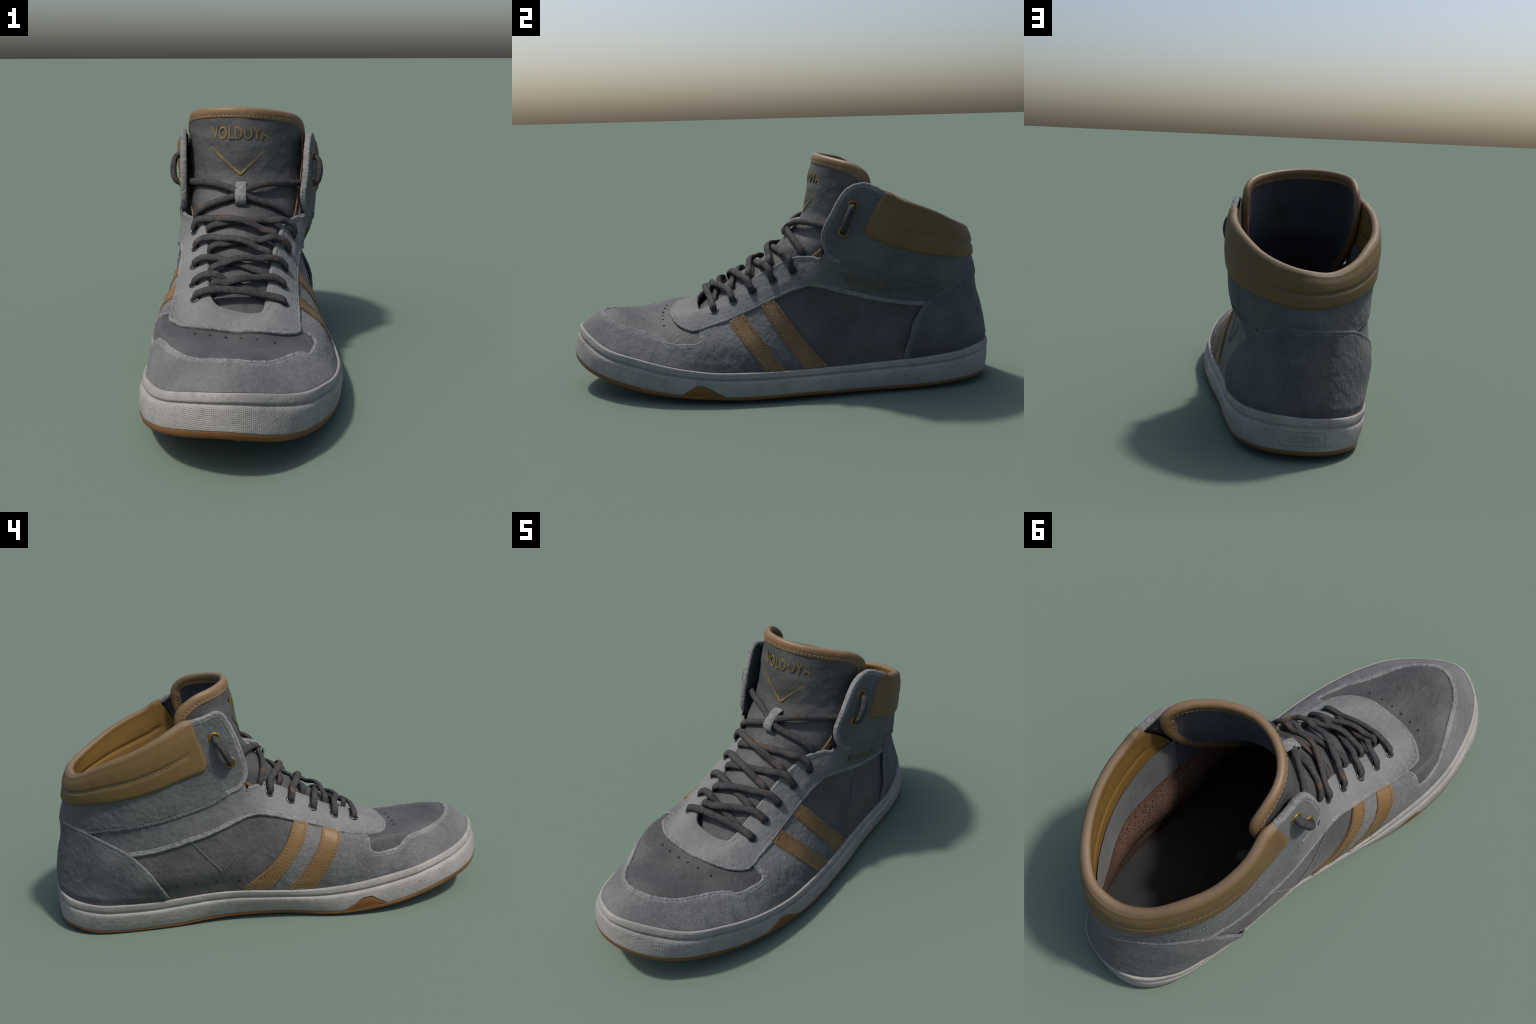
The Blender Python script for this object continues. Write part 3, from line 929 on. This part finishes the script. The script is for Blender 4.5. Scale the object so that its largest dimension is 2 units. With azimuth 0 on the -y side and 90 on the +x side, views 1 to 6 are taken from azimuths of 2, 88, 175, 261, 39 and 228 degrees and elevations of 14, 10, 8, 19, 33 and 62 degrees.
TA, TW = 150, 240
A = np.linspace(0, 1, TA)
A = A + .0 * np.sin(2 * math.pi * A)
VV, AA = np.meshgrid(np.linspace(0, 1, TW), A, indexing="ij")
VV = VV * top_round(AA)
TONGUE_P = tongue_xyz(VV, AA)
TONGUE_N = unit(np.cross(np.gradient(TONGUE_P, axis=1), np.gradient(TONGUE_P, axis=0)))
if TONGUE_N[TW // 2, TA // 2, 1] > 0:
    TONGUE_N = -TONGUE_N
crease = .0034 * value_noise(TONGUE_P * np.array([.6, 1, 2.2]), 12, 61) + .0014 * value_noise(TONGUE_P, 34, 62) + .0006 * value_noise(TONGUE_P, 85, 63)
TONGUE = add_mesh("tongue", TONGUE_P + TONGUE_N * crease[..., None], grid_faces(TW, TA), CANVAS_DARK)
TH = .019
back = TONGUE_P - TONGUE_N * (TH + .0015 * value_noise(TONGUE_P, 10, 64))[..., None]
add_mesh("tongue_lining", back, grid_faces(TW, TA, flip=True), INK_LINING, TONGUE)

lo = int(.60 * TW)
edge_ids = [(j, 0) for j in range(lo, TW)] + [(TW - 1, i) for i in range(1, TA)] + [(j, TA - 1) for j in range(TW - 2, lo - 1, -1)]
ej, ei = np.array(edge_ids).T
ep, en = TONGUE_P[ej, ei], TONGUE_N[ej, ei]
raw = np.hstack([en, ep])
raw = resample(raw, .006)
en, ep = unit(raw[:, :3]), raw[:, 3:]
for _ in range(6):
    ep[1:-1] += .25 * (ep[2:] + ep[:-2] - 2 * ep[1:-1])
    en[1:-1] += .25 * (en[2:] + en[:-2] - 2 * en[1:-1])
en = unit(en)
em = unit(np.cross(unit(np.gradient(ep, axis=0)), en))
if (em[len(em) // 2] @ np.array([0, 0, -1.0])) < 0:
    em = -em
PIPING = [(.042, -.003), (.040, .0022), (.032, .0040), (.0285, .0022), (.025, .0038), (.017, .0056), (.007, .0056), (-.001, .0030), (-.006, -.002), (-.008, -.0095), (-.006, -.017),
          (-.001, -.0220), (.007, -.0246), (.017, -.0246), (.025, -.0225), (.0285, -.0212), (.032, -.0232), (.040, -.0222), (.042, -.017)]
rows = []
for f, o in PIPING:
    q = ep + em * f
    rows.append(q + en * (o + .0010 * value_noise(q, 40, 66))[:, None])
PIPE = add_mesh("tongue_piping", np.stack(rows), grid_faces(len(PIPING), len(ep)), TAN_TRIM, TONGUE)
stitches("stitching", ep + em * .0275 + en * .0040, en, THREAD, TONGUE, pitch=.018, length=.012, r=.0019)
stitches("stitching", ep + em * .0275 - en * .0228, -en, THREAD, TONGUE, pitch=.018, length=.012, r=.0016)


def tongue_at(v, a, off=0.0):
    v, a = np.asarray(v, float), np.asarray(a, float)
    e = 1e-3
    p = tongue_xyz(v, a)
    n = unit(np.cross(tongue_xyz(v, a + e) - tongue_xyz(v, a - e), tongue_xyz(np.minimum(v + e, 1), a) - tongue_xyz(v - e, a)))
    n = np.where(n[..., 1:2] > 0, -n, n)
    return p + n * np.asarray(off)[..., None], n


# ---------------------------------------------------------------------------------------------
#  EYELETS, LACES, KEEPER LOOP
# ---------------------------------------------------------------------------------------------
EYES_OUT = [(15.71, 3.03), (15.07, 3.87), (14.34, 4.27), (13.58, 4.57), (12.77, 4.80)]
EYES_IN = [(22.23, 4.67), (23.11, 4.58), (23.91, 4.65), (24.81, 4.78), (25.97, 5.07)]
FLAP_OUT = [(8.32, 5.08), (7.61, 5.54)]          # lower, upper
FLAP_IN = [(29.14, 5.12), (30.28, 5.47)]


def frame(n):
    a = unit(np.cross(n, [0, 0, 1.0]))
    return a, np.cross(n, a)


def ring_mesh(c, n, profile, seg=36):
    a, b = frame(n)
    ang = np.arange(seg) * math.tau / seg
    d = np.cos(ang)[:, None] * a + np.sin(ang)[:, None] * b
    return np.stack([c + d * r + n * h for r, h in profile])


EYE_RING = [(.0212, -.003), (.0218, .000), (.0210, .0028), (.0185, .0044), (.0155, .0038), (.0136, .0010), (.0132, -.006)]
BRASS_RING = [(.0245, -.003), (.0248, .0005), (.0235, .0030), (.0205, .0044), (.0170, .0042), (.0145, .0022), (.0135, -.002), (.0135, -.008)]


def eyelet(name, st, off, prof, material, parent):
    c = on_skin(*st, off)
    n = skin_normal(*st)
    V = ring_mesh(c, n, prof)
    ob = add_mesh(name, V, grid_faces(len(prof), V.shape[1], wrap=True), material, parent)
    disc = ring_mesh(c, n, [(.0005, .0002), (prof[-1][0] + .001, .0002)])
    add_mesh("eyelet_dark_disc", disc, grid_faces(2, V.shape[1], wrap=True), DISC_BLACK, parent)  # solid dark disc added inside the ring, no real opening
    return c, n


OUTER = [eyelet("eyelet", e, .006, EYE_RING, GUNMETAL, EYESTAY) for e in EYES_OUT]
INNER = [eyelet("eyelet", e, .006, EYE_RING, GUNMETAL, EYESTAY) for e in EYES_IN]
FLAP_O = [eyelet("brass_eyelet", e, .0105, BRASS_RING, BRASS, ANKLE) for e in FLAP_OUT]
FLAP_I = [eyelet("brass_eyelet", e, .0105, BRASS_RING, BRASS, ANKLE) for e in FLAP_IN]

_edge_s = np.arange(11.3, 26.9, .02)
_edge_p = on_skin(_edge_s, 6.0)


def throat_near(c):
    return _edge_s[np.argmin(np.linalg.norm(_edge_p - c, axis=1))]


S_OUT, S_IN = [throat_near(c) for c, n in OUTER], [throat_near(c) for c, n in INNER]
_tp, _tn = TONGUE_P.reshape(-1, 3), TONGUE_N.reshape(-1, 3)
_jj, _ii = np.meshgrid(np.arange(int(3.2 * SUB_T), NTG), np.arange(int(11.3 * SUB_S), int(26.9 * SUB_S)), indexing="ij")
_sp, _sn = (SKIN[_jj, _ii] + SKIN_N[_jj, _ii] * .006).reshape(-1, 3), SKIN_N[_jj, _ii].reshape(-1, 3)


def lift_off(P, free, clearance, skin=True, relax=2, under=0):
    """keep a cord outside the tongue and the eyestay"""
    P = P.copy()
    for _ in range(relax):
        for k in range(len(P)):
            if not free[k]:
                continue
            i = np.argmin(((_tp - P[k]) ** 2).sum(1))
            gap = (P[k] - _tp[i]) @ _tn[i]
            if gap < clearance[k]:
                P[k] += _tn[i] * (clearance[k] - gap)
            if skin and k > under:
                i = np.argmin(((_sp - P[k]) ** 2).sum(1))
                if np.linalg.norm(P[k] - _sp[i]) < .05:
                    gap = (P[k] - _sp[i]) @ _sn[i]
                    if -.03 < gap < .0145:
                        P[k] += _sn[i] * (.0145 - gap)
        Q = P.copy()
        for _ in range(3):
            Q[1:-1] += .25 * (Q[2:] + Q[:-2] - 2 * Q[1:-1])
        P[np.array(free)] = Q[np.array(free)]
    return P


LACE_R = .0160


def lace(points, r=LACE_R, flat=.62, parent=SHOE):
    P = resample(catmull(points, False, 12), .006)
    for _ in range(2):
        P[1:-1] += .25 * (P[2:] + P[:-2] - 2 * P[1:-1])
    tan = unit(np.gradient(P, axis=0))
    i = [np.argmin(((_tp - p) ** 2).sum(1)) for p in P]
    n = _tn[i]
    for _ in range(8):
        n[1:-1] += .5 * (n[2:] + n[:-2])
        n = unit(n)
    a = unit(np.cross(tan, n))
    b = unit(np.cross(a, tan))
    k, sides = len(P), 14
    ang = np.arange(sides) * math.tau / sides
    wob = 1 + .05 * value_noise(P, 40, 71)
    ring = P[:, None] + (a[:, None] * np.cos(ang)[None, :, None] + b[:, None] * np.sin(ang)[None, :, None] * flat) * (r * wob)[:, None, None]
    F = [tuple(int(q) for q in f) for f in grid_faces(k, sides, wrap=True)]
    F += [tuple(range(sides)), tuple(range((k - 1) * sides, k * sides))[::-1]]
    return add_mesh("lace", ring, F, LACE, parent)


def crossing(own, s_own, c_opp, s_opp, over, bar=False):
    """one lace run: out from under the far eyestay, over the tongue, down into its own eyelet"""
    c, n = own
    e = on_skin(s_own, 6.0, .006)
    en_ = skin_normal(s_own, 6.0)
    toward = unit(c - e)
    if bar:
        c2, n2 = c_opp
        e2 = on_skin(s_opp, 6.0, .006)
        ends = [c2 - n2 * .016, c2 + n2 * .008 - unit(c2 - e2) * .003, c2 + n2 * .0175 + unit(e2 - c2) * .012, e2 + skin_normal(s_opp, 6.0) * .016]
    else:
        f = on_skin(s_opp, 6.0, -.010)
        side = unit(np.array([f[0] + .02, 0, 0]))
        ends = [on_skin(s_opp, 4.8, -.034), on_skin(s_opp, 5.5, -.027), f - side * .004 - skin_normal(s_opp, 6.0) * .014 + np.array([0, 0, -.002])]
    mid = (ends[-1] + e) / 2 + np.array([0, -.012, .02])
    pts = ends + [mid, e + en_ * .018 - toward * .004, c + n * .0180 - toward * .016, c + n * .0115 - toward * .004, c + n * .001 - toward * .001, c - n * .016 - toward * .001]
    P = resample(catmull(pts, False, 12), .008)
    L = np.linspace(0, 1, len(P))
    free = np.ones(len(P), bool)
    free[np.linalg.norm(P - c, axis=1) < .022] = False
    if bar:
        free[np.linalg.norm(P - c_opp[0], axis=1) < .022] = False
    else:
        free[:int(np.argmin(np.linalg.norm(P - ends[2], axis=1))) + 1] = False
    centre = np.exp(-((P[:, 0] + .025) / .07) ** 2)
    clear = .013 + (.026 if over else 0) * centre
    under = 0
    if not bar:
        under = int(np.argmin(np.linalg.norm(P - ends[2], axis=1))) + 1
        free[:under] = True
        clear[:under] = -.05
    return lace(lift_off(P, free, clear, under=under))


# each lace dives into its eyelet; the far end comes out between the two eyelets below on the other side
over_out = [None, True, True, False, False]
crossing(OUTER[0], S_OUT[0], INNER[0], S_IN[0], False, bar=True)
for k in range(1, 5):
    mix_in = S_IN[k - 1] * .60 + S_IN[k] * .40
    mix_out = S_OUT[k - 1] * .92 + S_OUT[k] * .08
    crossing(OUTER[k], S_OUT[k], None, mix_in, over_out[k])
    crossing(INNER[k], S_IN[k], None, mix_out, not over_out[k])

KEEP = np.array([-.030, .052, .738])


def top_run(start_s, flap, flap_c, sgn, over):
    """from under the eyestay, up through the keeper loop, across to the ankle flap, out and back in"""
    f = on_skin(start_s, 6.0, -.012)
    side = np.array([-sgn, 0, 0.0])
    (lo_c, lo_n), (hi_c, hi_n) = flap
    pts = [on_skin(start_s, 4.8, -.034), on_skin(start_s, 5.5, -.028), f - side * .004 - skin_normal(start_s, 6.0) * .012, f - side * .03 + np.array([0, 0, .026]),
           KEEP + side * .035 + np.array([0, -.012, -.022]), KEEP - side * .03 + np.array([0, .004, .012]), KEEP - side * .11 + np.array([0, .045, .030]),
           lo_c - lo_n * .060 + np.array([0, -.045, .010]), lo_c - lo_n * .032 + np.array([0, -.004, .004]), lo_c - lo_n * .014]
    P = resample(catmull(pts, False, 12), .008)
    free = np.ones(len(P), bool)
    under = int(np.argmin(np.linalg.norm(P - pts[2], axis=1))) + 1
    free[-7:] = False
    clear = .013 + .016 * (1 if over else 0) * np.exp(-(np.linalg.norm(P - KEEP, axis=1) / .05) ** 2)
    clear[:under] = -.05
    lace(lift_off(P, free, clear, skin=False), r=.0150, flat=.8)
    d = unit(hi_c - lo_c)
    loop = [lo_c - lo_n * .014, lo_c + lo_n * .006 + d * .002, lo_c + lo_n * .024 + d * .014, (lo_c + hi_c) / 2 + (lo_n + hi_n) * .0165, hi_c + hi_n * .024 - d * .014,
            hi_c + hi_n * .006 - d * .002, hi_c - hi_n * .020]
    lace(loop, r=.0155, flat=.85)


top_run(S_OUT[4] - .55, FLAP_I, None, -1, True)
top_run(S_IN[4] + .45, FLAP_O, None, 1, False)

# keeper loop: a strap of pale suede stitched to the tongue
strap = np.array([(-.028, .104, .768), (-.028, .084, .766), (-.028, .056, .757), (-.027, .032, .742), (-.026, .017, .724), (-.025, .017, .704), (-.025, .036, .692)])
c = resample(catmull(strap, False, 10), .004)
tan = unit(np.gradient(c, axis=0))
out = unit(np.cross(np.array([1.0, 0, 0]), tan))
if out[len(out) // 2, 1] > 0:
    out = -out
wid = np.array([1.0, -.12, .0])
rows = []
for x, h in ((-.0225, .0), (-.0235, .003), (-.0215, .006), (-.010, .0068), (.0, .0070), (.010, .0068), (.0215, .006), (.0235, .003), (.0225, .0), (.0, -.0005), (-.0225, .0)):
    q = c + np.array([x, 0, 0]) + out * h
    rows.append(q + out * (.001 * value_noise(q, 90, 81))[:, None])
add_mesh("lace_keeper", np.stack(rows), grid_faces(len(rows), len(c)), SUEDE_EDGE, TONGUE)

# dark discs standing in for punched holes: six across the toes, four low on the inner quarter
for st, par, r in [((20.62, 2.71), VAMP, .0046), ((20.0, 2.86), VAMP, .0046), ((19.29, 2.86), VAMP, .0046), ((18.58, 2.70), VAMP, .0046), ((17.87, 2.39), VAMP, .0046), ((17.23, 1.96), VAMP, .0046),
                   ((31.74, .65), QUARTER_IN, .0042), ((30.74, .59), QUARTER_IN, .0042), ((29.55, .55), QUARTER_IN, .0042), ((28.22, .50), QUARTER_IN, .0042)]:
    c, n = on_skin(*st, -.0052), skin_normal(*st)
    V = ring_mesh(c, n, [(.0002, .0018), (r * .7, .0022), (r, .0030), (r * 1.15, .0010)], 20)
    add_mesh("punch_mark_disc", V, grid_faces(4, 20, wrap=True), DISC_BLACK, par)


# ---------------------------------------------------------------------------------------------
#  LETTERING
# ---------------------------------------------------------------------------------------------
def letters(word, place, name, material, parent, thick=.0012, spacing=1.0, bold=.0):
    """built-in font text, each vertex carried onto a surface by place(u, v, height); u, v in 0..1"""
    cu = bpy.data.curves.new(name, "FONT")
    cu.body, cu.space_character, cu.offset, cu.resolution_u = word, spacing, bold, 4
    ob = bpy.data.objects.new(name, cu)
    bpy.context.scene.collection.objects.link(ob)
    bpy.context.view_layer.update()
    me = bpy.data.meshes.new_from_object(ob.evaluated_get(bpy.context.evaluated_depsgraph_get()))
    v = np.empty(len(me.vertices) * 3, np.float32)
    me.vertices.foreach_get("co", v)
    v = v.reshape(-1, 3)
    faces = [tuple(p.vertices) for p in me.polygons]
    edges = {}
    for f in faces:
        for a, b in zip(f, f[1:] + f[:1]):
            edges[(a, b)] = edges.get((a, b), 0) + 1
    rim_edges = [(a, b) for (a, b) in edges if (b, a) not in edges]
    bpy.data.objects.remove(ob)
    bpy.data.curves.remove(cu)
    lo, hi = v.min(0), v.max(0)
    u, w = (v[:, 0] - lo[0]) / (hi[0] - lo[0]), (v[:, 1] - lo[1]) / (hi[1] - lo[1])
    k = len(v)
    V = np.vstack([place(u, w, thick), place(u, w, -.003)])
    F = faces + [(b, a, a + k, b + k) for a, b in rim_edges]
    return add_mesh(name, V, F, material, parent, smooth=False)


def on_tongue(u, w, h):
    a = .378 + (.680 - .378) * u
    v = .876 + .052 * w
    return tongue_at(v, a, np.full(len(u), h + .0010))[0]


letters("VOLDOYA", on_tongue, "tongue_lettering", GOLD_FOIL, TONGUE, spacing=1.12, bold=.018)


def bar_on(place, a, b, width, n, name, material, parent):
    a, b = np.array(a, float), np.array(b, float)
    t = np.linspace(0, 1, n)[:, None]
    q = a + (b - a) * t
    return q


def on_side(u, w, h):
    s = (9.11 * (1 - u) + 5.58 * u) * w + (9.05 * (1 - u) + 5.78 * u) * (1 - w)
    t = (3.60 * (1 - u) + 3.79 * u) * w + (3.22 * (1 - u) + 3.12 * u) * (1 - w)
    return on_skin(s, t, np.full(len(u), .0072 + h))


letters("VOLDOYA", on_side, "side_lettering", OLIVE_PRINT, EYESTAY, spacing=1.15)

# gold chevron under the tongue lettering
for (v0, a0), (v1, a1) in (((.845, .378), (.738, .528)), ((.738, .528), (.845, .672))):
    t = np.linspace(0, 1, 40)
    v, a = v0 + (v1 - v0) * t, a0 + (a1 - a0) * t
    p, n = tongue_at(v, a, np.full(40, .0024))
    m = unit(np.cross(unit(np.gradient(p, axis=0)), n)) * .0052
    V = np.stack([p - m - n * .004, p - m, p + m, p + m - n * .004])
    add_mesh("chevron", V, grid_faces(4, 40), GOLD_FOIL, TONGUE, smooth=False)


# moulded badge on the heel of the sole
heel = np.argmin(np.abs(FEATHER[:, 0]) + 10 * (FEATHER[:, 1] < .9))


def on_heel(u, w, h):
    x = .092 - .178 * u
    idx = np.array([np.argmin(np.abs(FEATHER[:, 0] - q) + 10 * (FEATHER[:, 1] < .6)) for q in x])
    k = .84 + (.40 - .84) * w
    b = band_bulge(k)
    P = FEATHER[idx] * (1 - k)[:, None] + GUM_TOP[idx] * k[:, None] + OUT[idx] * (b * .55 + h * .5 + .0010)[:, None]
    P[:, 0] = x
    return P


BADGE = plain("badge_rubber", (.215, .204, .188), .75)
for u0, u1, w0, w1 in ((0, 1, 0, .05), (0, 1, .95, 1), (0, .02, .05, .95), (.98, 1, .05, .95)):
    uu, ww = np.meshgrid(np.linspace(u0, u1, 30), np.linspace(w0, w1, 8))
    P = on_heel(uu.ravel(), ww.ravel(), .0012).reshape(8, 30, 3)
    add_mesh("badge_frame", P, grid_faces(8, 30), BADGE, SOLE)
letters("VOLDOYA", lambda u, w, h: on_heel(.12 + .76 * u, .25 + .5 * w, h), "badge_lettering", BADGE, SOLE, thick=.0012)
